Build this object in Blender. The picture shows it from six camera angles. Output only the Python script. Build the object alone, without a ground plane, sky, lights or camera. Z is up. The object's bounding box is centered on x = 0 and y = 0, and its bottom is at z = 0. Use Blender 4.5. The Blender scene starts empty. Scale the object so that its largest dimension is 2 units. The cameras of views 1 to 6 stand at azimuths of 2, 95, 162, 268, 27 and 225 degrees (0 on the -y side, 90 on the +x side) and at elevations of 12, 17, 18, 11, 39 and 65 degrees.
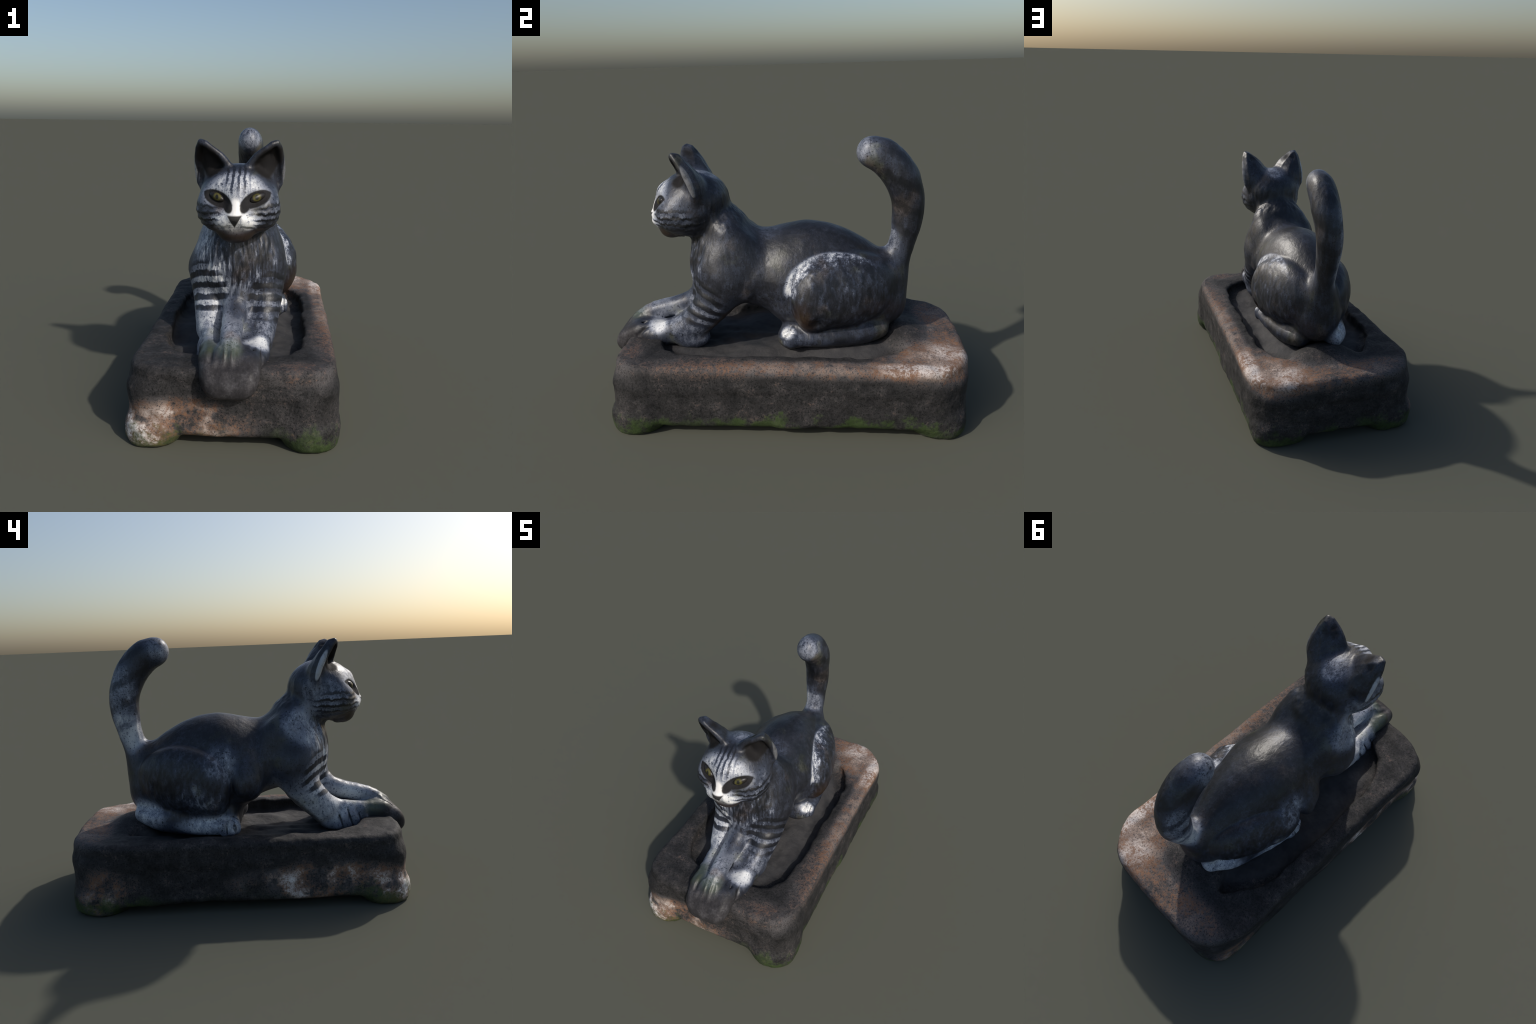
"""Weathered garden statue: a crouching tabby kitten on a footed stone plinth.

The kitten and the plinth are described as signed distance functions (rounded
cones along limbs, ellipsoids for masses, a lofted trunk), melted together with
smooth unions, meshed with surface nets and relaxed onto the exact surface.
The kitten's one skin is then cut by region into named parts.
"""
import bpy
import numpy as np
from mathutils import Vector

F = np.float32
V = lambda *a: np.array(a, F)


# ---------------------------------------------------------------- noise
def _hash(ix, iy, iz, seed):
    h = (ix * 374761393 + iy * 668265263 + iz * 1274126177 + seed * 974711) & 0xFFFFFFFF
    h = ((h ^ (h >> 13)) * 1274126177) & 0xFFFFFFFF
    h = h ^ (h >> 16)
    return (h & 0xFFFF).astype(F) / F(32767.5) - F(1)


def noise(P, scale=1.0, seed=0):
    """Smooth value noise in -1..1."""
    q = np.asarray(P, F) * np.asarray(scale, F)
    i = np.floor(q).astype(np.int64)
    f = (q - i).astype(F)
    f = f * f * (3 - 2 * f)
    out = 0
    for dx in (0, 1):
        wx = f[:, 0] if dx else 1 - f[:, 0]
        for dy in (0, 1):
            wy = f[:, 1] if dy else 1 - f[:, 1]
            for dz in (0, 1):
                wz = f[:, 2] if dz else 1 - f[:, 2]
                out = out + wx * wy * wz * _hash(i[:, 0] + dx, i[:, 1] + dy, i[:, 2] + dz, seed)
    return out


def fbm(P, scale, octaves=3, seed=0):
    s, a, out, tot = np.asarray(scale, F), 1.0, 0, 0
    for o in range(octaves):
        out = out + a * noise(P, s, seed + o)
        tot += a
        a *= 0.5
        s = s * 2.03
    return out / tot


# ---------------------------------------------------------------- distance primitives
def smin(a, b, k):
    h = np.maximum(k - np.abs(a - b), 0) / k
    return np.minimum(a, b) - h * h * k * F(0.25)


def smax(a, b, k):
    return -smin(-a, -b, k)


def euler(rx=0, ry=0, rz=0):
    rx, ry, rz = np.radians((rx, ry, rz))
    cx, sx, cy, sy, cz, sz = np.cos(rx), np.sin(rx), np.cos(ry), np.sin(ry), np.cos(rz), np.sin(rz)
    X = np.array([[1, 0, 0], [0, cx, -sx], [0, sx, cx]])
    Y = np.array([[cy, 0, sy], [0, 1, 0], [-sy, 0, cy]])
    Z = np.array([[cz, -sz, 0], [sz, cz, 0], [0, 0, 1]])
    return (Z @ Y @ X).astype(F)


def ellipsoid(P, c, r, rot=None):
    q = P - V(*c)
    if rot:
        q = q @ euler(*rot)
    r = V(*r)
    a = q / r
    k0 = np.sqrt((a * a).sum(1)) + F(1e-6)
    b = a / r
    k1 = np.sqrt((b * b).sum(1)) + F(1e-6)
    return np.maximum(k0 * (k0 - 1) / k1, -r.min())


def cone(P, a, b, ra, rb, squash=None):
    """Rounded cone from a to b; squash narrows it along x by that factor."""
    a, b = V(*a), V(*b)
    if squash:
        s = V(1 / squash, 1, 1)
        P, a, b = P * s, a * s, b * s
    ba = b - a
    pa = P - a
    h = np.clip((pa @ ba) / F(ba @ ba), 0, 1)
    q = pa - h[:, None] * ba
    d = np.sqrt((q * q).sum(1)) - (F(ra) + h * F(rb - ra))
    return d * squash if squash and squash < 1 else d


def chain(P, pts, k=0.02, squash=None):
    """pts: (x, y, z, radius); rounded cones strung one after the other."""
    d = None
    for p, q in zip(pts, pts[1:]):
        e = cone(P, p[:3], q[:3], p[3], q[3], squash)
        d = e if d is None else smin(d, e, F(k))
    return d


def limb(P, pts, per=4, squash=1.0):
    """Smooth tube through (x, y, z, radius) control points (Catmull-Rom); squash thins it across x."""
    p = np.array(pts, float)
    if squash != 1:
        p[:, 0] /= squash
        return limb(P * V(1 / squash, 1, 1), p, per) * F(0.5 + 0.5 * squash)
    p = np.vstack([2 * p[0] - p[1], p, 2 * p[-1] - p[-2]])
    out = [p[1]]
    for i in range(1, len(p) - 2):
        for t in np.linspace(0, 1, per + 1)[1:]:
            a, b, c, d = p[i - 1], p[i], p[i + 1], p[i + 2]
            out.append(0.5 * (2 * b + (c - a) * t + (2 * a - 5 * b + 4 * c - d) * t * t + (3 * b - a - 3 * c + d) * t ** 3))
    return chain(P, out, 0.004)


def within(f, lo, hi, reach=0.06):
    """Evaluate f only near its bounding box; farther off the box distance will do."""
    lo, hi = V(*lo), V(*hi)

    def g(P):
        d = np.maximum(lo - P, P - hi).max(1)
        near = d < reach
        out = d + F(0.02)
        if near.any():
            out[near] = f(P[near])
        return out
    return g


def plate(P, a, b, c, r):
    """Thick triangle."""
    a, b, c = V(*a), V(*b), V(*c)
    ba, cb, ac = b - a, c - b, a - c
    n = np.cross(ba, ac)
    pa, pb, pc = P - a, P - b, P - c
    side = (np.sign(pa @ np.cross(ba, n)) + np.sign(pb @ np.cross(cb, n)) + np.sign(pc @ np.cross(ac, n)))

    def edge(e, p):
        t = np.clip((p @ e) / F(e @ e), 0, 1)
        q = t[:, None] * e - p
        return (q * q).sum(1)

    de = np.minimum(np.minimum(edge(ba, pa), edge(cb, pb)), edge(ac, pc))
    df = (pa @ n) ** 2 / F(n @ n)
    return np.sqrt(np.where(side < 2, de, df)) - F(r)


def rounded_box(P, c, half, r, plan=0.0):
    """Box with edge rounding r and a larger corner radius in plan."""
    q = np.abs(P - V(*c))
    half = V(*half)
    e = q[:, :2] - half[:2] + F(plan)
    d2 = np.sqrt((np.maximum(e, 0) ** 2).sum(1)) + np.minimum(e.max(1), 0) - F(plan)
    dz = q[:, 2] - half[2]
    a, b = d2 + F(r), dz + F(r)
    return np.sqrt(np.maximum(a, 0) ** 2 + np.maximum(b, 0) ** 2) + np.minimum(np.maximum(a, b), 0) - F(r)


def loft_y(P, rows, power=2.0, egg=0.0):
    """Trunk along y, narrowing upward by egg.  rows: (y, x centre, half width, bottom z, top z)."""
    rows = np.array(rows, float)
    ys = rows[:, 0]
    fine = np.linspace(ys[0], ys[-1], 200)
    # smooth the polyline of control rows
    tab = []
    for j in range(1, 5):
        v = np.interp(fine, ys, rows[:, j])
        for _ in range(60):
            v[1:-1] = (v[:-2] + v[1:-1] + v[2:]) / 3
        tab.append(v)
    y = P[:, 1]
    xc, hw, zb, zt = (np.interp(y, fine, t).astype(F) for t in tab)
    zc, hz = (zb + zt) / 2, (zt - zb) / 2
    up = np.clip((P[:, 2] - zc) / hz, 0, 1)
    hw = hw * (1 - F(egg) * up)
    ax, az = np.abs((P[:, 0] - xc) / hw), np.abs((P[:, 2] - zc) / hz)
    k0 = (ax ** power + az ** power) ** F(1 / power) + F(1e-6)
    g = np.sqrt((ax / hw) ** 2 + (az / hz) ** 2) + F(1e-6)
    d = k0 * (k0 - 1) / g
    d = np.maximum(d, -np.minimum(hw, hz))
    cap = np.maximum(F(ys[0]) - y, y - F(ys[-1]))
    return smax(d, cap, F(0.12))


# ---------------------------------------------------------------- the kitten
MID = 0.008          # the face is centred a little off x = 0


def smooth_rows(pts, per):
    """Catmull-Rom through 3-D points."""
    p = np.array(pts, float)
    p = np.vstack([2 * p[0] - p[1], p, 2 * p[-1] - p[-2]])
    out = [p[1]]
    for i in range(1, len(p) - 2):
        for t in np.linspace(0, 1, per + 1)[1:]:
            a, b, c, d = p[i - 1], p[i], p[i + 1], p[i + 2]
            out.append(0.5 * (2 * b + (c - a) * t + (2 * a - 5 * b + 4 * c - d) * t * t + (3 * b - a - 3 * c + d) * t ** 3))
    return np.array(out)


def ear_shell(P, s):
    """A cupped leaf: a curved sheet swept from the rim back to a keel behind the ear."""
    rim = smooth_rows([(0.048, -0.556, 1.336), (0.088, -0.566, 1.386), (0.140, -0.571, 1.424), (0.187, -0.560, 1.450),
                       (0.208, -0.515, 1.385), (0.214, -0.474, 1.310), (0.205, -0.456, 1.245), (0.176, -0.455, 1.200)], 2)
    keel = smooth_rows([(0.105, -0.462, 1.312), (0.118, -0.462, 1.340), (0.142, -0.490, 1.378), (0.166, -0.522, 1.412),
                        (0.160, -0.480, 1.360), (0.152, -0.446, 1.310), (0.150, -0.438, 1.260), (0.140, -0.438, 1.220)], 2)
    mid = (rim + keel) / 2
    away = mid - np.array((0.165, -0.585, 1.345))
    mid = mid + 0.014 * away / np.linalg.norm(away, axis=1, keepdims=True)
    d = None
    for u, w in ((rim, mid), (mid, keel)):
        u, w = (u * (s, 1, 1) + (MID, 0, 0)), (w * (s, 1, 1) + (MID, 0, 0))
        for i in range(len(u) - 1):
            for tri in ((u[i], u[i + 1], w[i + 1]), (u[i], w[i + 1], w[i])):
                p = plate(P, *tri, 0.0160)
                d = p if d is None else np.minimum(d, p)
    m = lambda x, y, z: (MID + s * x, y, z)
    d = smin(d, ellipsoid(P, m(0.145, -0.490, 1.335), (0.048, 0.030, 0.062), (20, 0, s * 25)), F(0.03))
    return smin(d, ellipsoid(P, m(0.125, -0.470, 1.280), (0.055, 0.06, 0.06)), F(0.04))


def head(P):
    d = ellipsoid(P, (MID, -0.500, 1.185), (0.196, 0.195, 0.160))
    d = smin(d, ellipsoid(P, (MID, -0.520, 1.100), (0.200, 0.155, 0.118)), F(0.05))
    d = smin(d, ellipsoid(P, (0.0, -0.635, 1.085), (0.120, 0.088, 0.085)), F(0.05))
    d = smin(d, ellipsoid(P, (0.0, -0.630, 1.010), (0.070, 0.060, 0.044)), F(0.05))
    d = smin(d, cone(P, (MID, -0.655, 1.225), (0.0, -0.712, 1.112), 0.044, 0.028), F(0.04))
    d = smin(d, ellipsoid(P, (0.0, -0.722, 1.100), (0.032, 0.026, 0.020)), F(0.02))
    for s in (-1, 1):
        d = smin(d, ellipsoid(P, (MID + s * 0.112, -0.575, 1.130), (0.092, 0.105, 0.100), (0, 0, s * 20)), F(0.04))
        d = smin(d, ellipsoid(P, (MID + s * 0.048, -0.680, 1.080), (0.052, 0.048, 0.034)), F(0.03))
        d = smax(d, -ellipsoid(P, (MID + s * 0.100, -0.698, 1.192), (0.074, 0.036, 0.031), (0, -s * 20, s * 32)), F(0.022))
    for s in (-1, 1):
        d = smax(d, -chain(P, [(0, -0.738, 1.062, 0.004), (s * 0.03, -0.730, 1.054, 0.004), (s * 0.070, -0.708, 1.052, 0.003),
                               (s * 0.095, -0.690, 1.046, 0.002)]), F(0.008))
    d = smax(d, -cone(P, (0, -0.752, 1.080), (0, -0.735, 1.056), 0.004, 0.005), F(0.01))
    return d


def neck(P):
    d = cone(P, (0, -0.315, 0.930), (0.004, -0.430, 1.100), 0.166, 0.136)
    d = smin(d, ellipsoid(P, (0, -0.385, 0.88), (0.150, 0.142, 0.15)), F(0.05))
    d = smin(d, ellipsoid(P, (0, -0.41, 0.74), (0.165, 0.108, 0.12)), F(0.07))
    d = smin(d, ellipsoid(P, (0.006, -0.315, 1.020), (0.186, 0.105, 0.100)), F(0.05))
    for s in (-1, 1):      # shoulder blades
        d = smin(d, ellipsoid(P, (s * 0.138 - 0.004, -0.255, 0.905), (0.082, 0.120, 0.130), (15, 0, 0)), F(0.05))
    return d


def torso(P):
    d = loft_y(P, [(-0.38, 0, 0.22, 0.62, 0.98), (-0.20, 0, 0.225, 0.580, 1.018), (-0.10, 0, 0.225, 0.545, 1.010),
                   (0.00, -0.004, 0.260, 0.50, 1.034), (0.12, -0.004, 0.270, 0.42, 1.056), (0.25, 0, 0.24, 0.41, 1.040),
                   (0.36, 0, 0.22, 0.42, 0.998), (0.45, 0.0, 0.19, 0.43, 0.948), (0.53, 0.005, 0.165, 0.44, 0.892),
                   (0.60, 0.01, 0.140, 0.46, 0.835), (0.685, 0.01, 0.115, 0.48, 0.80)], 2.15, 0.17)
    d = smin(d, ellipsoid(P, (0, -0.350, 0.815), (0.245, 0.175, 0.215)), F(0.06))
    # belly, the mass between the hind feet, and loose flank folds
    d = smin(d, ellipsoid(P, (0, 0.03, 0.60), (0.235, 0.12, 0.12)), F(0.05))
    d = smin(d, ellipsoid(P, (-0.02, 0.090, 0.45), (0.235, 0.095, 0.13)), F(0.06))
    d = smin(d, ellipsoid(P, (-0.190, -0.040, 0.680), (0.100, 0.100, 0.13), (0, 10, 0)), F(0.05))
    d = smin(d, ellipsoid(P, (-0.272, 0.0, 0.675), (0.034, 0.034, 0.07), (0, 12, 0)), F(0.05))
    d = smin(d, limb(P, [(0.160, -0.105, 0.86, 0.018), (0.188, -0.145, 0.78, 0.026), (0.188, -0.20, 0.69, 0.026)]), F(0.035))
    d = smin(d, limb(P, [(0.185, -0.055, 0.84, 0.014), (0.212, -0.035, 0.775, 0.018), (0.220, -0.01, 0.70, 0.018)]), F(0.035))
    return d


def foreleg_l(P):
    d = limb(P, [(-0.164, -0.310, 0.75, 0.132), (-0.156, -0.355, 0.62, 0.104), (-0.140, -0.485, 0.470, 0.088)], 3, 0.90)
    return smin(d, limb(P, [(-0.132, -0.53, 0.475, 0.048), (-0.120, -0.70, 0.455, 0.040), (-0.112, -0.85, 0.440, 0.046)], 2), F(0.04))


def paw_l(P):
    d = ellipsoid(P, (-0.130, -0.600, 0.400), (0.070, 0.150, 0.080))
    for i, y in enumerate((-0.555, -0.615, -0.675, -0.735)):
        d = smin(d, cone(P, (-0.150, y + 0.01, 0.445), (-0.172 + 0.012 * (i == 3), y - 0.012, 0.365), 0.022, 0.026), F(0.014))
    return d


def foreleg_m(P):
    d = limb(P, [(0.02, -0.42, 0.67, 0.10), (-0.010, -0.545, 0.575, 0.062), (-0.012, -0.77, 0.510, 0.052), (-0.015, -0.875, 0.458, 0.046)], 3)
    for x in (-0.052, -0.018, 0.018):
        d = smin(d, cone(P, (x, -0.855, 0.490), (x, -0.905, 0.440), 0.018, 0.018), F(0.014))
    return d


def foreleg_r(P):
    return limb(P, [(0.146, -0.300, 0.75, 0.128), (0.146, -0.410, 0.605, 0.102), (0.136, -0.510, 0.497, 0.086), (0.126, -0.62, 0.445, 0.070), (0.116, -0.72, 0.418, 0.058)], 3, 0.85)


def paw_r(P):
    d = ellipsoid(P, (0.112, -0.730, 0.405), (0.062, 0.110, 0.066))
    d = smin(d, ellipsoid(P, (0.128, -0.540, 0.405), (0.060, 0.110, 0.070)), F(0.03))
    for x, y in ((0.155, -0.70), (0.150, -0.75), (0.128, -0.795), (0.092, -0.815)):
        d = smin(d, ellipsoid(P, (x, y, 0.418), (0.024, 0.03, 0.032)), F(0.012))
    return d


def web(P):
    """The melted bridge between the forelegs and the apron that hangs over the rim."""
    d = limb(P, [(0.058, -0.46, 0.56, 0.045), (0.058, -0.65, 0.445, 0.045), (0.05, -0.84, 0.415, 0.05)], 2)
    d = smin(d, cone(P, (-0.065, -0.60, 0.420), (-0.062, -0.80, 0.425), 0.040, 0.042), F(0.03))
    hang = [(-0.800, 0.425, 0.055, 0.088), (-0.865, 0.412, 0.055, 0.090), (-0.925, 0.385, 0.046, 0.090), (-0.948, 0.345, 0.040, 0.076), (-0.955, 0.322, 0.032, 0.050)]
    e = None
    for y, z, r, w in hang:
        c = cone(P, (-0.006 - w, y, z), (-0.006 + w, y, z), r, r)
        e = c if e is None else smin(e, c, F(0.06))
    return smin(d, e, F(0.05))


def thigh(P, s):
    if s > 0:
        d = ellipsoid(P, (0.174, 0.335, 0.715), (0.116, 0.288, 0.205), (6, -9, 16))
        return smin(d, ellipsoid(P, (0.226, 0.165, 0.665), (0.088, 0.115, 0.175), (-6, 0, 10)), F(0.06))
    d = ellipsoid(P, (-0.173, 0.335, 0.682), (0.111, 0.280, 0.206), (6, -2, -17))
    return smin(d, ellipsoid(P, (-0.220, 0.175, 0.640), (0.086, 0.105, 0.175), (-6, 0, -10)), F(0.06))


def hind_paw(P, s):
    if s > 0:
        d = limb(P, [(0.222, 0.045, 0.442, 0.044), (0.220, 0.20, 0.440, 0.042), (0.172, 0.40, 0.442, 0.044), (0.110, 0.53, 0.460, 0.050)], 3)
        d = smin(d, ellipsoid(P, (0.13, 0.28, 0.46), (0.09, 0.26, 0.085)), F(0.05))
        d = smin(d, ellipsoid(P, (0.150, 0.035, 0.425), (0.085, 0.075, 0.070)), F(0.05))
        for x, y in ((0.258, 0.045), (0.232, 0.026), (0.200, 0.020)):
            d = smin(d, ellipsoid(P, (x, y, 0.442), (0.016, 0.036, 0.042)), F(0.010))
        return d
    d = limb(P, [(-0.240, 0.085, 0.406, 0.045), (-0.212, 0.26, 0.404, 0.044), (-0.145, 0.47, 0.420, 0.050), (-0.090, 0.595, 0.470, 0.055)], 3)
    d = smin(d, ellipsoid(P, (-0.150, 0.31, 0.460), (0.085, 0.25, 0.075)), F(0.04))
    for x, y in ((-0.272, 0.110), (-0.267, 0.072), (-0.245, 0.048), (-0.215, 0.050)):
        d = smin(d, ellipsoid(P, (x, y, 0.405), (0.019, 0.036, 0.046)), F(0.010))
    return d


def tail(P):
    Q = P * V(1.14, 1, 1)
    return limb(Q, [(0.012, 0.56, 0.76, 0.090), (0.012, 0.612, 0.835, 0.074), (0.010, 0.652, 0.945, 0.071), (0.006, 0.673, 1.075, 0.083),
                    (0.006, 0.669, 1.190, 0.088), (0.014, 0.622, 1.310, 0.095), (0.014, 0.545, 1.398, 0.093), (0.012, 0.475, 1.430, 0.083)], 9) * F(0.93)


# name, distance function, width of the melt into what is already there
SKIN = [
    ("torso", within(torso, (-0.32, -0.54, 0.38), (0.30, 0.72, 1.08)), 0.0),
    ("neck", within(neck, (-0.24, -0.56, 0.60), (0.24, -0.10, 1.26)), 0.06),
    ("head", within(head, (-0.21, -0.76, 0.94), (0.22, -0.29, 1.37)), 0.035),
    ("ear", within(lambda P: ear_shell(P, -1), (-0.225, -0.60, 1.18), (-0.02, -0.41, 1.475)), 0.025),
    ("ear.001", within(lambda P: ear_shell(P, 1), (0.03, -0.60, 1.18), (0.245, -0.41, 1.475)), 0.025),
    ("foreleg", within(foreleg_l, (-0.27, -0.90, 0.36), (0.0, -0.18, 0.87)), 0.05),
    ("foreleg.001", within(foreleg_r, (0.0, -0.75, 0.36), (0.27, -0.17, 0.87)), 0.05),
    ("foreleg.002", within(foreleg_m, (-0.08, -0.94, 0.39), (0.12, -0.31, 0.77)), 0.04),
    ("paw", within(paw_l, (-0.21, -0.78, 0.31), (-0.05, -0.44, 0.49)), 0.02),
    ("paw.001", within(paw_r, (0.04, -0.86, 0.33), (0.20, -0.42, 0.49)), 0.02),
    ("paw_apron", within(web, (-0.16, -1.02, 0.28), (0.15, -0.40, 0.65)), 0.028),
    ("hind_leg", within(lambda P: thigh(P, -1), (-0.33, 0.05, 0.43), (-0.06, 0.65, 0.90)), 0.014),
    ("hind_leg.001", within(lambda P: thigh(P, 1), (0.05, 0.03, 0.43), (0.37, 0.64, 0.94)), 0.022),
    ("hind_paw", within(lambda P: hind_paw(P, -1), (-0.30, 0.0, 0.35), (-0.03, 0.66, 0.54)), 0.035),
    ("hind_paw.001", within(lambda P: hind_paw(P, 1), (0.04, -0.01, 0.36), (0.31, 0.61, 0.56)), 0.035),
    ("tail", within(tail, (-0.10, 0.38, 0.66), (0.13, 0.79, 1.52)), 0.08),
]


def kitten(P):
    d = None
    for _, f, k in SKIN:
        e = f(P)
        d = e if d is None else smin(d, e, F(k))
    # grooves between the toes and the furrows between the forelegs
    cuts = [((-0.056, -0.850, 0.535), (-0.060, -0.945, 0.445)), ((-0.018, -0.855, 0.540), (-0.018, -0.950, 0.440)), ((0.020, -0.850, 0.535), (0.024, -0.945, 0.445)),
            ((0.098, -0.775, 0.500), (0.094, -0.870, 0.440)), ((0.132, -0.765, 0.495), (0.150, -0.845, 0.415)), ((-0.095, -0.83, 0.51), (-0.098, -0.92, 0.45))]
    cuts += [((-0.222, y, 0.345), (-0.165, y + 0.022, 0.455)) for y in (-0.590, -0.650, -0.710)]
    near = (np.abs(P[:, 1] + 0.76) < 0.26) & (P[:, 2] < 0.62)
    if near.any():
        Q, g = P[near], None
        for a, b in cuts:
            c = cone(Q, a, b, 0.007, 0.005)
            g = c if g is None else np.minimum(g, c)
        d[near] = smax(d[near], -g, F(0.018))
    near = (np.abs(P[:, 1] - 0.05) < 0.12) & (P[:, 2] < 0.52) & (np.abs(P[:, 0]) > 0.17)
    if near.any():
        Q, g = P[near], None
        for a, b in [((x, 0.050, 0.494), (x, -0.022, 0.415)) for x in (0.246, 0.215)] + [
                ((-0.255, 0.094, 0.462), (-0.312, 0.094, 0.380)), ((-0.245, 0.066, 0.462), (-0.292, 0.045, 0.380)), ((-0.230, 0.060, 0.462), (-0.228, 0.000, 0.380))]:
            c = cone(Q, a, b, 0.006, 0.006)
            g = c if g is None else np.minimum(g, c)
        d[near] = smax(d[near], -g, F(0.015))
    # slit behind the knee
    d = smax(d, -cone(P, (0.40, 0.182, 0.565), (0.295, 0.182, 0.555), 0.024, 0.016), F(0.05))
    return d


# ---------------------------------------------------------------- the plinth
def plinth(P):
    W = P + 0.009 * np.stack([noise(P, 5, 3), noise(P, 5, 4), noise(P, 4, 5)], 1) + 0.004 * np.stack([noise(P, 17, 6), noise(P, 17, 7), noise(P, 15, 8)], 1)
    d = None
    for (y, hy), corner in (((-0.300, 0.610), 0.20), ((0.360, 0.620), 0.29)):      # squarer in front, rounder behind
        for z, hx, hz, r, grow in ((0.190, 0.514, 0.141, 0.040, 0.0), (0.318, 0.516, 0.084, 0.040, 0.004)):
            e = rounded_box(W, (0, y, z), (hx, hy + grow, hz), r, corner)
            d = e if d is None else smin(d, e, F(0.015))
    for sx in (-1, 1):
        front = rounded_box(W, (sx * 0.392, -0.783, 0.170), (0.128, 0.128, 0.155), 0.050, 0.11)
        back = rounded_box(W, (sx * 0.335, 0.808, 0.170), (0.152, 0.155, 0.150), 0.045, 0.16)
        d = smin(d, smin(front, back, F(0.02)), F(0.06))
        for y, x, w in ((-0.803, 0.386, 0.131), (0.828, 0.345, 0.158)):
            d = smin(d, rounded_box(W, (sx * x, y, 0.060), (w, 0.138, 0.060), 0.026, 0.13), F(0.05))
    # basin the kitten lies in: ragged rim, sunken uneven floor
    n = fbm(P * V(1, 1, 0.3), 7, 3, 9)
    x, y = (P[:, 0] + 0.014) / (0.380 + 0.034 * n), (P[:, 1] + 0.020) / (0.695 + 0.03 * n)
    k0 = np.sqrt(np.sqrt(x ** 4 + y ** 4)) + F(1e-6)
    wall = (k0 - 1) * 0.36
    t = np.clip((k0 - 0.35) / 0.6, 0, 1)
    low = 0.342 - 0.008 * t * t * (3 - 2 * t) + 0.016 * noise(P * V(1, 1, 0), 6, 12) + 0.008 * noise(P * V(1, 0.5, 0), 18, 14)
    pit = smax(wall, low - P[:, 2], F(0.03))
    d = smax(d, -pit, F(0.020))
    # swell of the floor under the haunch and behind the rump
    swell = smin(ellipsoid(P, (0.14, 0.30, 0.32), (0.120, 0.32, 0.080)), ellipsoid(P, (0.0, 0.655, 0.35), (0.20, 0.15, 0.105)), F(0.05))
    return smin(d, swell, F(0.05))


# ---------------------------------------------------------------- meshing
def surface_nets(f, lo, hi, h):
    lo, hi = np.array(lo, float), np.array(hi, float)
    B = 4
    n = (np.ceil((hi - lo) / (h * B)).astype(int)) * B + 1
    axes = lambda step, cnt, off=0.0: [lo[i] + off + np.arange(cnt[i]) * step for i in range(3)]

    def sample(pts):
        out = np.empty(len(pts), F)
        for s in range(0, len(pts), 65536):
            out[s:s + 65536] = f(pts[s:s + 65536].astype(F))
        return out

    nc = (n - 1) // B
    gx, gy, gz = np.meshgrid(*axes(h * B, nc, h * B / 2), indexing="ij")
    dc = sample(np.stack([gx, gy, gz], -1).reshape(-1, 3)).reshape(nc)
    near = np.abs(dc) < h * B * 1.35
    D = np.repeat(np.repeat(np.repeat(dc, B, 0), B, 1), B, 2)
    D = np.pad(D, ((0, 1),) * 3, mode="edge").astype(F)
    m = np.zeros(n, bool)
    for dx in (0, 1):
        for dy in (0, 1):
            for dz in (0, 1):
                fine = np.repeat(np.repeat(np.repeat(near, B, 0), B, 1), B, 2)
                m[dx:dx + n[0] - 1, dy:dy + n[1] - 1, dz:dz + n[2] - 1] |= fine
    idx = np.argwhere(m)
    D[m] = sample(lo + idx * h)
    inside = D < 0
    c = [inside[dx:n[0] - 1 + dx, dy:n[1] - 1 + dy, dz:n[2] - 1 + dz] for dx in (0, 1) for dy in (0, 1) for dz in (0, 1)]
    cnt = sum(a.astype(np.int8) for a in c)
    act = (cnt > 0) & (cnt < 8)
    cells = np.argwhere(act)
    ids = np.full(act.shape, -1, np.int64)
    ids[act] = np.arange(len(cells))
    acc, num = np.zeros((len(cells), 3)), np.zeros(len(cells))
    corner = [(dx, dy, dz) for dx in (0, 1) for dy in (0, 1) for dz in (0, 1)]
    val = {o: D[cells[:, 0] + o[0], cells[:, 1] + o[1], cells[:, 2] + o[2]] for o in corner}
    for o in corner:
        for ax in range(3):
            if o[ax] == 0:
                p = list(o)
                p[ax] = 1
                a, b = val[o], val[tuple(p)]
                cross = (a < 0) != (b < 0)
                t = np.where(cross, a / np.where(cross, a - b, 1), 0)
                pos = np.array(o, float) + np.outer(t, np.eye(3)[ax])
                acc += np.where(cross[:, None], pos, 0)
                num += cross
    verts = lo + (cells + acc / num[:, None]) * h
    quads = []
    for ax in range(3):
        u, w = (ax + 1) % 3, (ax + 2) % 3
        sl = [slice(None)] * 3
        s2 = [slice(None)] * 3
        sl[ax], s2[ax] = slice(0, -1), slice(1, None)
        a, b = inside[tuple(sl)], inside[tuple(s2)]
        e = np.argwhere(a != b)
        e = e[(e[:, u] > 0) & (e[:, w] > 0) & (e[:, u] < n[u] - 1) & (e[:, w] < n[w] - 1)]
        flip = a[tuple(e.T)]
        du, dw = np.eye(3, dtype=int)[u], np.eye(3, dtype=int)[w]
        q = np.stack([ids[tuple((e - du - dw).T)], ids[tuple((e - dw).T)], ids[tuple(e.T)], ids[tuple((e - du).T)]], 1)
        q = np.where(flip[:, None], q, q[:, ::-1])
        quads.append(q)
    quads = np.concatenate(quads)
    quads = quads[(quads >= 0).all(1)]
    return verts.astype(F), quads, sample


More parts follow.
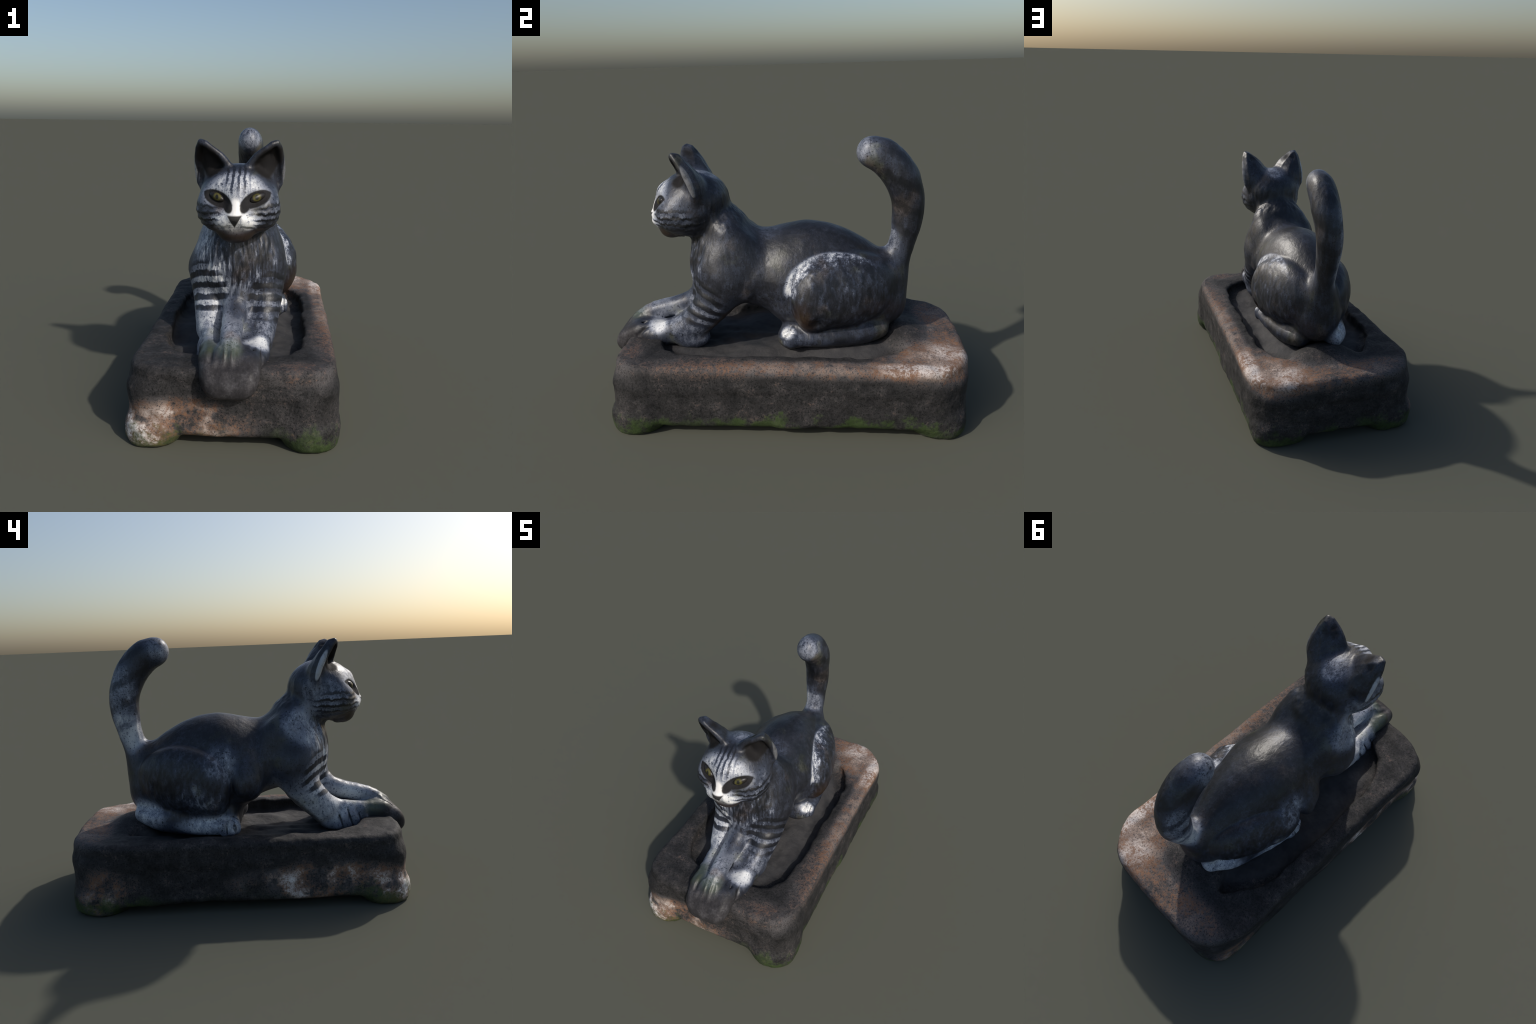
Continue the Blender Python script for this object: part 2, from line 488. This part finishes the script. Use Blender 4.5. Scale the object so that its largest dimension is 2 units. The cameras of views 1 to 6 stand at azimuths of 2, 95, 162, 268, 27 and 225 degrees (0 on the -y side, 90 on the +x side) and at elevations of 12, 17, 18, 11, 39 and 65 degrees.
def relax(sample, v, rounds=2, limit=0.004, e=0.002):
    """Newton steps of the vertices onto the zero surface."""
    for _ in range(rounds):
        d0 = sample(v)
        g = np.stack([sample(v + V(*a) * F(e)) - d0 for a in np.eye(3)], 1) / F(e)
        ln = np.linalg.norm(g, axis=1) + 1e-9
        step = np.clip(d0 / np.maximum(ln, 0.3), -limit, limit) / ln
        v = (v - g * step[:, None]).astype(F)
    return v


def make_mesh(name, verts, faces, normals=None):
    me = bpy.data.meshes.new(name)
    me.vertices.add(len(verts))
    me.vertices.foreach_set("co", np.ascontiguousarray(verts, F).ravel())
    k = faces.shape[1]
    me.loops.add(len(faces) * k)
    me.loops.foreach_set("vertex_index", np.ascontiguousarray(faces, np.int32).ravel())
    me.polygons.add(len(faces))
    me.polygons.foreach_set("loop_start", np.arange(len(faces), dtype=np.int32) * k)
    me.update(calc_edges=True)
    me.validate()
    me.polygons.foreach_set("use_smooth", np.ones(len(me.polygons), bool))
    if normals is not None:
        me.normals_split_custom_set_from_vertices([tuple(x) for x in normals.tolist()])
    me.update()
    return me


def add(name, me, parent, mat):
    ob = bpy.data.objects.new(name, me)
    bpy.context.scene.collection.objects.link(ob)
    ob.parent = parent
    if mat:
        me.materials.append(mat)
    return ob


def vertex_normals(v, q):
    n = np.zeros((len(v), 3))
    fn = np.cross(v[q[:, 2]] - v[q[:, 0]], v[q[:, 3]] - v[q[:, 1]])
    for j in range(4):
        np.add.at(n, q[:, j], fn)
    return n / (np.linalg.norm(n, axis=1, keepdims=True) + 1e-12)


# ---------------------------------------------------------------- materials
class Val:
    """A node socket with arithmetic, so that masks read as formulas."""

    def __init__(self, tree, sock):
        self.t, self.s = tree, sock

    def _m(self, op, *o, clamp=False):
        n = self.t.nodes.new("ShaderNodeMath")
        n.operation, n.use_clamp = op, clamp
        for i, v in enumerate((self,) + o):
            if isinstance(v, Val):
                self.t.links.new(v.s, n.inputs[i])
            else:
                n.inputs[i].default_value = float(v)
        return Val(self.t, n.outputs[0])

    def __add__(self, o): return self._m("ADD", o)
    __radd__ = __add__
    def __sub__(self, o): return self._m("SUBTRACT", o)
    def __rsub__(self, o): return (self * -1) + o
    def __mul__(self, o): return self._m("MULTIPLY", o)
    __rmul__ = __mul__
    def __truediv__(self, o): return self._m("DIVIDE", o)
    def abs(self): return self._m("ABSOLUTE")
    def sin(self): return self._m("SINE")
    def max(self, o): return self._m("MAXIMUM", o)
    def min(self, o): return self._m("MINIMUM", o)
    def clamp(self): return self._m("ADD", 0.0, clamp=True)

    def step(self, lo, hi, a=0.0, b=1.0):
        n = self.t.nodes.new("ShaderNodeMapRange")
        n.interpolation_type = "SMOOTHSTEP"
        self.t.links.new(self.s, n.inputs["Value"])
        for k, v in zip(("From Min", "From Max", "To Min", "To Max"), (lo, hi, a, b) if lo < hi else (hi, lo, b, a)):
            n.inputs[k].default_value = v
        return Val(self.t, n.outputs[0])


class Paint:
    """Builds one procedural material on Object coordinates."""

    def __init__(self, name, rough=0.55, spec=0.35):
        self.m = bpy.data.materials.new(name)
        self.m.use_nodes = True
        self.t = self.m.node_tree
        self.b = self.t.nodes["Principled BSDF"]
        self.b.inputs["Roughness"].default_value = rough
        self.b.inputs["Specular IOR Level"].default_value = spec
        self.pos = self.t.nodes.new("ShaderNodeTexCoord").outputs["Object"]
        self.x, self.y, self.z = self.split(self.pos)

    def split(self, vec):
        n = self.t.nodes.new("ShaderNodeSeparateXYZ")
        self.t.links.new(vec, n.inputs[0])
        return [Val(self.t, o) for o in n.outputs]

    def noise(self, scale, detail=3, rough=0.55, stretch=(1, 1, 1), rot=(0, 0, 0), move=0.0):
        mp = self.t.nodes.new("ShaderNodeMapping")
        mp.inputs["Scale"].default_value = stretch
        mp.inputs["Rotation"].default_value = [np.radians(a) for a in rot]
        mp.inputs["Location"].default_value = (move, move * 0.7, move * 1.3)
        self.t.links.new(self.pos, mp.inputs[0])
        n = self.t.nodes.new("ShaderNodeTexNoise")
        n.inputs["Scale"].default_value = scale
        n.inputs["Detail"].default_value = detail
        n.inputs["Roughness"].default_value = rough
        self.t.links.new(mp.outputs[0], n.inputs["Vector"])
        return Val(self.t, n.outputs["Fac"])

    def blob(self, c, r, rot=(0, 0, 0), soft=0.5, ragged=None, amount=0.6):
        """1 inside an ellipsoid about c, fading outward; edges broken by a noise value."""
        mp = self.t.nodes.new("ShaderNodeMapping")
        mp.vector_type = "TEXTURE"
        mp.inputs["Location"].default_value = c
        mp.inputs["Rotation"].default_value = [np.radians(a) for a in rot]
        mp.inputs["Scale"].default_value = r
        self.t.links.new(self.pos, mp.inputs[0])
        n = self.t.nodes.new("ShaderNodeVectorMath")
        n.operation = "LENGTH"
        self.t.links.new(mp.outputs[0], n.inputs[0])
        d = Val(self.t, n.outputs["Value"])
        if ragged is not None:
            d = d + (ragged - 0.5) * amount
        return d.step(1 + soft / 2, 1 - soft / 2)

    def ramp(self, v, stops):
        n = self.t.nodes.new("ShaderNodeValToRGB")
        e = n.color_ramp.elements
        while len(e) < len(stops):
            e.new(0.5)
        for el, (p, c) in zip(e, stops):
            el.position, el.color = p, (*c, 1)
        self.t.links.new(v.s, n.inputs[0])
        return n.outputs[0]

    def mix(self, fac, a, b):
        n = self.t.nodes.new("ShaderNodeMix")
        n.data_type = "RGBA"
        for v, i in ((fac, 0), (a, 6), (b, 7)):
            if isinstance(v, Val):
                self.t.links.new(v.s, n.inputs[i])
            elif isinstance(v, tuple):
                n.inputs[i].default_value = (*v, 1)
            elif isinstance(v, float):
                n.inputs[i].default_value = v
            else:
                self.t.links.new(v, n.inputs[i])
        return n.outputs[2]

    def finish(self, color, height=None, bump=0.5, dist=0.004):
        self.t.links.new(color, self.b.inputs["Base Color"])
        if height is not None:
            n = self.t.nodes.new("ShaderNodeBump")
            n.inputs["Strength"].default_value = bump
            n.inputs["Distance"].default_value = dist
            self.t.links.new(height.s, n.inputs["Height"])
            self.t.links.new(n.outputs[0], self.b.inputs["Normal"])
        return self.m


def tabby_paint():
    p = Paint("tabby_paint", 0.43, 0.5)
    x, y, z = p.x, p.y, p.z
    ax = (x - MID).abs()
    broad = p.noise(5.0, 3)
    patch = p.noise(13.0, 4, 0.6, move=3)
    speck = p.noise(85.0, 4, 0.72, move=7)
    hair = p.noise(26.0, 3, 0.6, stretch=(2.2, 1.6, 0.55), rot=(28, 0, 0), move=1)
    down = p.noise(30.0, 3, 0.6, stretch=(2.2, 1.5, 0.45), move=5)
    rag = patch * 0.5 + hair * 0.5

    grain = p.noise(150.0, 2, 0.6, move=13)
    rag = rag * 0.7 + grain * 0.3
    tone = 0.205 + (broad - 0.5) * 0.40 + (patch - 0.5) * 0.50 + (hair - 0.5) * 0.48 + (grain - 0.5) * 0.32  # base tone lowered partway to the baked shade on the right side
    # dark saddle along the spine, nape and shoulder
    saddle = p.blob((0, 0.12, 1.10), (0.27, 0.52, 0.28), soft=0.7, ragged=rag, amount=0.9)
    tone = tone - saddle * 0.12
    # pale silver areas: (centre, radii, rotation, gain)
    pale = [
        ((-0.15, -0.48, 0.60), (0.13, 0.32, 0.30), (0, 0, 0), 0.52),      # forelegs
        ((0.15, -0.50, 0.56), (0.13, 0.28, 0.22), (0, 0, 0), 0.20),  # gain cut here and on the right cheek: that side's shade painted in
        ((-0.02, -0.74, 0.52), (0.075, 0.20, 0.08), (0, 0, 0), 0.32),
        ((0.120, -0.730, 0.475), (0.075, 0.055, 0.060), (0, 0, 25), 0.46),
        ((-0.26, 0.16, 0.42), (0.09, 0.24, 0.065), (0, 0, 0), 0.50),      # hind paws
        ((-0.14, 0.56, 0.48), (0.12, 0.15, 0.085), (20, 0, 0), 0.45),
        ((0.23, 0.020, 0.478), (0.055, 0.045, 0.028), (0, 0, 0), 0.48),  # toe highlight painted as a white spot
        ((0.24, 0.10, 0.44), (0.07, 0.16, 0.05), (0, 0, 0), 0.16),
        ((-0.26, 0.12, 0.78), (0.08, 0.10, 0.13), (0, 0, 0), 0.28),
        ((-0.24, 0.22, 0.60), (0.10, 0.16, 0.10), (30, 0, 0), 0.20),
        ((-0.20, -0.36, 0.98), (0.09, 0.14, 0.12), (30, 0, 0), 0.40),     # side of the neck
        ((0.0, -0.42, 1.34), (0.08, 0.11, 0.06), (0, 0, 0), 0.26),        # crown
        ((-0.17, -0.50, 1.14), (0.10, 0.17, 0.12), (0, 0, 0), 0.30),      # cheeks
        ((0.18, -0.60, 1.14), (0.09, 0.13, 0.10), (0, 0, 0), 0.18),
        ((0.0, -0.67, 1.24), (0.17, 0.09, 0.10), (0, 0, 0), 0.50),        # brow
        ((0.0, -0.72, 1.08), (0.13, 0.09, 0.06), (0, 0, 0), 0.64),        # muzzle
        ((0.0, 0.60, 0.95), (0.08, 0.07, 0.13), (20, 0, 0), 0.34),        # root of the tail
        ((0.0, 0.44, 1.45), (0.13, 0.10, 0.09), (0, 0, 0), 0.32),         # tip of the tail
        ((-0.08, 0.70, 1.15), (0.07, 0.14, 0.30), (0, 0, 0), 0.28),
        ((-0.06, 0.66, 0.95), (0.06, 0.12, 0.14), (0, 0, 0), 0.24),
        ((0.05, -0.06, 1.02), (0.10, 0.08, 0.07), (0, 0, 0), 0.14),       # withers
    ]
    for c, r, rot, g in pale:
        tone = tone + p.blob(c, r, rot, 0.8, rag, 1.1) * (g + 0.03)

    # pale crescent over the top and front of the haunch
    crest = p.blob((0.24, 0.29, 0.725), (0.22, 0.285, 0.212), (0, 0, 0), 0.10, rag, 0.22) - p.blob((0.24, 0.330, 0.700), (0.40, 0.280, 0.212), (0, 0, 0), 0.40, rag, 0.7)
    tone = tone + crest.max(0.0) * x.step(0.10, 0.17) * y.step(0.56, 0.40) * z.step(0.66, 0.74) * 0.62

    # tabby bars round the forelegs
    leg = z + 0.30 * (y + 0.5) + 1.2 * (y + 0.5) * (y + 0.5) + (patch - 0.5) * 0.040 + (hair - 0.5) * 0.014
    bars = (leg * (6.2832 / 0.064) + 0.7).sin().step(-0.45, 0.50)
    on_leg = (p.blob((-0.17, -0.46, 0.69), (0.13, 0.15, 0.135), (0, 0, 0), 0.35, patch, 0.4)
              + p.blob((0.17, -0.46, 0.64), (0.13, 0.15, 0.14), (0, 0, 0), 0.35, patch, 0.4) * 0.7).clamp()
    tone = tone - bars * on_leg * (0.36 + (rag - 0.5) * 0.9 + 0.14)
    # rings on the tail, faint
    ring = ((z * 1.0 + y * 0.5 + (patch - 0.5) * 0.06) * (6.2832 / 0.13)).sin().step(0.2, 0.9)
    tone = tone - ring * y.step(0.50, 0.58) * z.step(0.92, 1.02) * 0.14
    # lines on the forehead and whisker lines over the cheeks
    fore = ((x - MID + (patch - 0.5) * 0.034 + (grain - 0.5) * 0.008) * (6.2832 / 0.029)).sin().step(-0.2, 0.8)
    tone = tone - fore * p.blob((MID, -0.66, 1.290), (0.065, 0.12, 0.080), soft=0.8, ragged=rag, amount=0.9) * 0.34
    fan = (z - 1.110) / (ax * 0.55 + 0.060)
    whisk = (fan * 27.0 + (hair - 0.5) * 6.0 + (patch - 0.5) * 7.0).sin().step(0.0, 0.8)
    cheek = ((p.blob((-0.15, -0.60, 1.10), (0.11, 0.16, 0.075), soft=0.6, ragged=patch, amount=0.4)
              + p.blob((0.165, -0.60, 1.10), (0.11, 0.16, 0.075), soft=0.6, ragged=patch, amount=0.4))).clamp()
    tone = tone - whisk * cheek * 0.46
    # ruff, haunch and belly strokes
    ruff = p.blob((0, -0.50, 0.86), (0.24, 0.17, 0.19), soft=0.6, ragged=rag, amount=0.5)
    tone = tone + ruff * ((down - 0.5) * 1.7 - 0.02)
    haunch = p.blob((0.26, 0.33, 0.70), (0.16, 0.30, 0.20), soft=0.5) + p.blob((-0.26, 0.33, 0.66), (0.16, 0.30, 0.20), soft=0.5)
    tone = tone + haunch * (hair - 0.5) * 0.6
    # pepper of dark dots through pale paint
    tone = tone - speck.step(0.55, 0.68) * 0.40

    col = p.ramp(tone.clamp(), [(0.0, (0.008, 0.009, 0.012)), (0.20, (0.019, 0.021, 0.029)), (0.42, (0.046, 0.055, 0.080)),
                                (0.66, (0.25, 0.27, 0.32)), (0.84, (0.60, 0.61, 0.62)), (1.0, (0.80, 0.80, 0.78))])
    # weather tints: olive and brown in the mid tones
    col = p.mix(p.noise(7.0, 3, move=11).step(0.58, 0.74) * 0.35, col, p.mix(tone.clamp(), (0.020, 0.022, 0.010), (0.30, 0.30, 0.15)))
    col = p.mix(p.noise(6.0, 3, move=17).step(0.58, 0.74) * 0.35, col, p.mix(tone.clamp(), (0.024, 0.017, 0.012), (0.34, 0.25, 0.18)))
    rust = p.blob((-0.14, -0.36, 0.47), (0.10, 0.20, 0.035), (43, 0, 0), 0.6, patch, 0.5) + p.blob((0.15, -0.34, 0.53), (0.10, 0.18, 0.03), (40, 0, 0), 0.6, patch, 0.5)
    rust = rust + p.blob((0.27, 0.12, 0.60), (0.06, 0.06, 0.10), soft=0.8, ragged=patch) + p.blob((0.01, -0.66, 1.012), (0.15, 0.12, 0.044), soft=0.9, ragged=patch, amount=0.6)  # last blob is no rust: shading under the mouth, coloured brown
    col = p.mix(rust.clamp() * 0.7, col, p.mix(rag, (0.012, 0.008, 0.005), (0.060, 0.030, 0.012)))
    moss = p.blob((-0.12, -0.80, 0.46), (0.06, 0.09, 0.06), soft=0.8, ragged=patch) + p.blob((-0.01, -0.86, 0.49), (0.06, 0.08, 0.05), soft=0.8, ragged=patch)
    col = p.mix(moss.clamp() * 0.28, col, (0.10, 0.13, 0.03))
    # white blaze down the nose
    blaze = p.blob((0.0, -0.735, 1.142), (0.034, 0.06, 0.054), (-20, 0, 0), 0.5, patch, 0.4)
    col = p.mix(blaze, col, (0.82, 0.81, 0.79))
    # dark almond round each eye, dark nose, mouth and ear cups
    dark = None
    for sgn in (-1, 1):
        lens = [p.blob((MID + sgn * (0.098 - 0.375 * o), -0.690, 1.190 + 0.927 * o), (0.104, 0.12, 0.068), (0, -sgn * 22, 0), 0.12, patch, 0.08) for o in (-0.030, 0.030)]
        lid = lens[0] * lens[1]
        line = p.blob((MID + sgn * 0.044, -0.72, 1.160), (0.024, 0.07, 0.038), (0, sgn * 20, 0), 0.3, patch, 0.2)
        mouth = p.blob((sgn * 0.040, -0.70, 1.052), (0.040, 0.10, 0.006), (0, sgn * 8, 0), 0.9)
        cup = p.blob((MID + sgn * 0.148, -0.548, 1.360), (0.068, 0.062, 0.092), (0, sgn * 26, 0), 0.30, patch, 0.2)
        for q in (lid, line, mouth * 0.5, cup):
            dark = q if dark is None else dark.max(q)
    pad = (x.abs() - (z - 1.052) * 0.56 + (patch - 0.5) * 0.01).step(0.004, -0.004) * z.step(1.120, 1.110) * z.step(1.050, 1.058) * y.step(-0.690, -0.712)
    dark = dark.max(pad)
    dark = dark.max(p.blob((0.0, -0.745, 1.066), (0.006, 0.03, 0.022), soft=0.6))
    # dark lines between the toes
    toes = None
    for yy in (-0.585, -0.645, -0.705):
        g = p.blob((-0.19, yy, 0.400), (0.05, 0.006, 0.045), (-16, 0, 0), 0.9)
        toes = g if toes is None else toes.max(g)
    for c, r in (((-0.290, 0.095, 0.40), (0.05, 0.005, 0.03)), ((-0.275, 0.045, 0.41), (0.004, 0.05, 0.03)),
                 ((0.135, -0.80, 0.43), (0.005, 0.05, 0.04)), ((-0.035, -0.90, 0.46), (0.005, 0.06, 0.04)), ((0.0, -0.90, 0.46), (0.005, 0.06, 0.04))):
        toes = toes.max(p.blob(c, r, (0, 0, 0), 0.9))
    dark = dark.max(toes * 0.8)
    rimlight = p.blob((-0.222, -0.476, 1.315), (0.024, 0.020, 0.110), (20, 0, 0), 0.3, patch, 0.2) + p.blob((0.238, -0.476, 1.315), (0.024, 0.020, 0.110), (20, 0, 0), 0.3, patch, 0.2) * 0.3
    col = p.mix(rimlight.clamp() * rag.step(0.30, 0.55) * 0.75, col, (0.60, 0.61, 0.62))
    col = p.mix(dark * 0.97, col, (0.014, 0.013, 0.013))  # near-black includes baked darkness around the eyes
    # the bare stone apron the paws are cast onto
    lip = (y * -0.77 - z * 0.64 - 0.345 + (patch - 0.5) * 0.05).step(-0.02, 0.05) * z.step(0.50, 0.44) * y.step(-0.70, -0.80)
    stone = p.ramp((patch * 0.6 + speck * 0.4), [(0.3, (0.016, 0.015, 0.016)), (0.5, (0.038, 0.036, 0.038)), (0.75, (0.11, 0.105, 0.11))])
    col = p.mix(lip, col, stone)
    p.t.links.new((dark * 0.3 + 0.43).s, p.b.inputs['Roughness'])
    p.t.links.new((dark.max(lip) * -0.38 + 0.5).s, p.b.inputs['Specular IOR Level'])
    return p.finish(col, hair * 0.6 + down * ruff * 0.8 + speck * 0.15, 0.6, 0.006)


def weathered_stone():
    p = Paint("weathered_stone", 0.75, 0.25)
    x, y, z = p.x, p.y, p.z
    broad, patch = p.noise(3.2, 4, 0.6), p.noise(11.0, 5, 0.65, move=2)
    grain, speck = p.noise(60.0, 4, 0.7, move=5), p.noise(120.0, 3, 0.7, move=9)
    rag = patch * 0.65 + grain * 0.35
    tone = 0.205 + (broad - 0.5) * 0.34 + (patch - 0.5) * 0.75 + (grain - 0.5) * 0.55
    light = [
        ((0.40, 0.82, 0.40), (0.22, 0.30, 0.09), 0.46), ((0.475, 0.30, 0.385), (0.055, 0.55, 0.05), 0.40),  # second entry draws the highlight along the right rim edge
        ((0.46, -0.35, 0.38), (0.08, 0.40, 0.05), 0.20), ((0.36, -0.85, 0.37), (0.20, 0.10, 0.05), 0.22),
        ((-0.25, -0.91, 0.13), (0.32, 0.08, 0.12), 0.62), ((-0.53, -0.45, 0.14), (0.08, 0.46, 0.11), 0.74),
        ((-0.44, -0.84, 0.05), (0.14, 0.14, 0.08), 0.36), ((-0.53, 0.78, 0.13), (0.08, 0.20, 0.13), 0.54),
        ((0.0, 0.90, 0.40), (0.40, 0.14, 0.06), 0.26), ((-0.30, 0.88, 0.40), (0.20, 0.12, 0.06), 0.12),
    ]
    worn = p.noise(5.5, 4, 0.62, move=41).step(0.38, 0.58) * 0.75 + 0.25
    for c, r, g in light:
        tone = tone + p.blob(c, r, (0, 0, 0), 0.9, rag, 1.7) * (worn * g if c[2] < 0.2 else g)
    tone = tone - speck.step(0.53, 0.66) * 0.30
    col = p.ramp(tone.clamp(), [(0.0, (0.010, 0.010, 0.010)), (0.25, (0.034, 0.032, 0.032)), (0.48, (0.085, 0.078, 0.078)),
                                (0.68, (0.25, 0.185, 0.150)), (0.88, (0.60, 0.53, 0.49)), (1.0, (0.74, 0.70, 0.67))])
    rust = (p.noise(6.5, 5, 0.65, move=21) * 0.75 + grain * 0.25).step(0.44, 0.57)
    col = p.mix(rust * tone.step(0.26, 0.58) * (grain.step(0.35, 0.60) * 0.70 + 0.20), col, p.mix(grain, (0.055, 0.028, 0.016), (0.27, 0.14, 0.08)))
    moss = (z.step(0.26, 0.02) * 0.55 + p.noise(9.0, 5, 0.65, move=31) * 1.3 - 0.22 + (grain - 0.5) * 0.4).step(0.74, 1.0)
    tint = p.blob((0.45, 0.25, 0.08), (0.2, 0.75, 0.13), soft=1.0) + p.blob((-0.45, -0.85, 0.08), (0.28, 0.22, 0.10), soft=1.0)
    tint = (tint + p.blob((-0.45, 0.80, 0.06), (0.22, 0.26, 0.10), soft=1.0) + p.blob((0.42, -0.80, 0.06), (0.2, 0.2, 0.10), soft=1.0)
            + p.blob((0.1, 0.97, 0.06), (0.5, 0.12, 0.10), soft=1.0) * 0.7 + 0.12).clamp()
    col = p.mix(moss * tint * 0.7, col, p.mix(grain * 0.5 + patch * 0.5, (0.008, 0.018, 0.005), (0.075, 0.125, 0.025)))
    # basin floor tinted dark grey for the occlusion shade baked into it
    pit = p.blob((-0.02, -0.02, 0.36), (0.40, 0.70, 0.20), soft=0.12, ragged=patch, amount=0.15) * z.step(0.40, 0.375)
    col = p.mix(pit * 0.85, col, p.ramp(patch * 0.6 + broad * 0.4, [(0.35, (0.030, 0.030, 0.033)), (0.65, (0.070, 0.067, 0.066))]))
    return p.finish(col, patch * 0.5 + grain * 0.5 + speck * 0.2, 0.6, 0.008)


def iris(sgn):
    p = Paint("painted_eye", 0.4, 0.4)
    c = (MID + sgn * 0.096, -0.70, 1.196)
    n = p.noise(60, 3, 0.6)
    ring = p.blob(c, (0.020, 0.20, 0.018), soft=0.4, ragged=n, amount=0.9)
    pupil = p.blob(c, (0.008, 0.20, 0.011), soft=0.5, ragged=n, amount=0.3)
    col = p.mix(ring, (0.016, 0.014, 0.013), p.mix(n, (0.014, 0.013, 0.006), (0.15, 0.135, 0.035)))
    return p.finish(p.mix(pupil, col, (0.012, 0.012, 0.010)))


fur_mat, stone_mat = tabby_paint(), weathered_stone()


# ---------------------------------------------------------------- relief
def window(P, c, r, soft=0.6):
    d = np.sqrt((((P - V(*c)) / V(*r)) ** 2).sum(1))
    t = np.clip((1 + soft / 2 - d) / soft, 0, 1)
    return t * t * (3 - 2 * t)


def fur_relief(P):
    """Carved hair: locks on ruff and haunch, whisker grooves on the cheeks, soft hand-modelled unevenness."""
    tilt = P @ euler(28, 0, 0)
    locks = fbm(P * V(1, 1, 0.22), 34, 2, 21)
    hair = fbm(tilt * V(1, 0.8, 0.25), 30, 2, 31)
    h = 0.0022 * fbm(P, 9, 2, 41) + 0.0012 * hair
    h = h + 0.0100 * locks * window(P, (0, -0.50, 0.86), (0.24, 0.16, 0.20))
    for s in (-1, 1):
        h = h + 0.0050 * hair * window(P, (s * 0.27, 0.34, 0.68), (0.15, 0.27, 0.20))
        h = h + 0.0060 * fbm(P * V(1, 1, 0.3), 30, 2, 51) * window(P, (s * 0.12, -0.36, 1.12), (0.12, 0.12, 0.12))
        fan = (P[:, 2] - 1.110) / (np.abs(P[:, 0] - MID) * 0.55 + 0.060)
        h = h + 0.0022 * np.sin(fan * 27 + 3.0 * hair) * window(P, (s * 0.15, -0.58, 1.09), (0.10, 0.15, 0.070))
        h = h + 0.0016 * np.sin((P[:, 2] + 0.3 * P[:, 1]) * 105) * window(P, (0.19, -0.44, 0.64), (0.10, 0.13, 0.13)) * (s > 0)
    nape = window(P, (0, -0.33, 1.12), (0.17, 0.12, 0.16)) + window(P, (0, 0.62, 1.15), (0.14, 0.22, 0.36)) * 0.6
    h = h + 0.0045 * fbm(P * V(1, 0.8, 0.25), 40, 2, 71) * nape
    return h.astype(F)


# ---------------------------------------------------------------- build
root = bpy.data.objects.new("cat_statue", None)
bpy.context.scene.collection.objects.link(root)
root["label"] = "weathered grey tabby kitten crouching on a footed stone plinth"
root["category"] = "cat statue"

v, q, smp = surface_nets(plinth, (-0.60, -1.0, -0.03), (0.60, 1.06, 0.46), 0.007)
v = relax(smp, v)
v = v + vertex_normals(v, q).astype(F) * (0.003 * fbm(v, 30, 3, 61))[:, None]
v[:, 2] = np.maximum(v[:, 2], 0)
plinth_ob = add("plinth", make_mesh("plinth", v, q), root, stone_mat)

H = 0.0052
v, q, smp = surface_nets(kitten, (-0.42, -1.06, 0.27), (0.44, 0.82, 1.56), H)
v = relax(smp, v)
v = v + vertex_normals(v, q).astype(F) * fur_relief(v)[:, None]
nrm = vertex_normals(v, q)
centre = v[q].mean(1).astype(F)
dist = np.stack([f(centre) for _, f, _ in SKIN], 1)
region = dist.argmin(1)
PARENT = {"ear": "head", "ear.001": "head", "paw": "foreleg", "paw.001": "foreleg.001", "hind_paw": "hind_leg", "hind_paw.001": "hind_leg.001"}
made = {}
for i, (name, _, _) in enumerate(SKIN):
    fq = q[region == i]
    used, inv = np.unique(fq, return_inverse=True)
    me = make_mesh(name, v[used], inv.reshape(fq.shape), nrm[used])
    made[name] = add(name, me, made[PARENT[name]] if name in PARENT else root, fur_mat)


def eyeball(sgn):
    """Flattened bead set into the eye hollow."""
    ring, rows, verts = 32, 12, []
    for j in range(rows + 1):
        a = np.pi * j / rows
        for i in range(ring):
            b = 2 * np.pi * i / ring
            verts.append((0.044 * np.sin(a) * np.cos(b), -0.020 * np.cos(a), 0.0215 * np.sin(a) * np.sin(b)))
    verts = np.array(verts) @ euler(0, -sgn * 20, sgn * 30).T.astype(float) + np.array((MID + sgn * 0.098, -0.658, 1.194))
    i, j = np.meshgrid(np.arange(ring), np.arange(rows))
    k = (i + 1) % ring
    faces = np.stack([j * ring + i, j * ring + k, (j + 1) * ring + k, (j + 1) * ring + i], -1).reshape(-1, 4)
    return add("eye", make_mesh("eye", verts, faces), made["head"], iris(sgn))


for sgn in (-1, 1):
    eyeball(sgn)
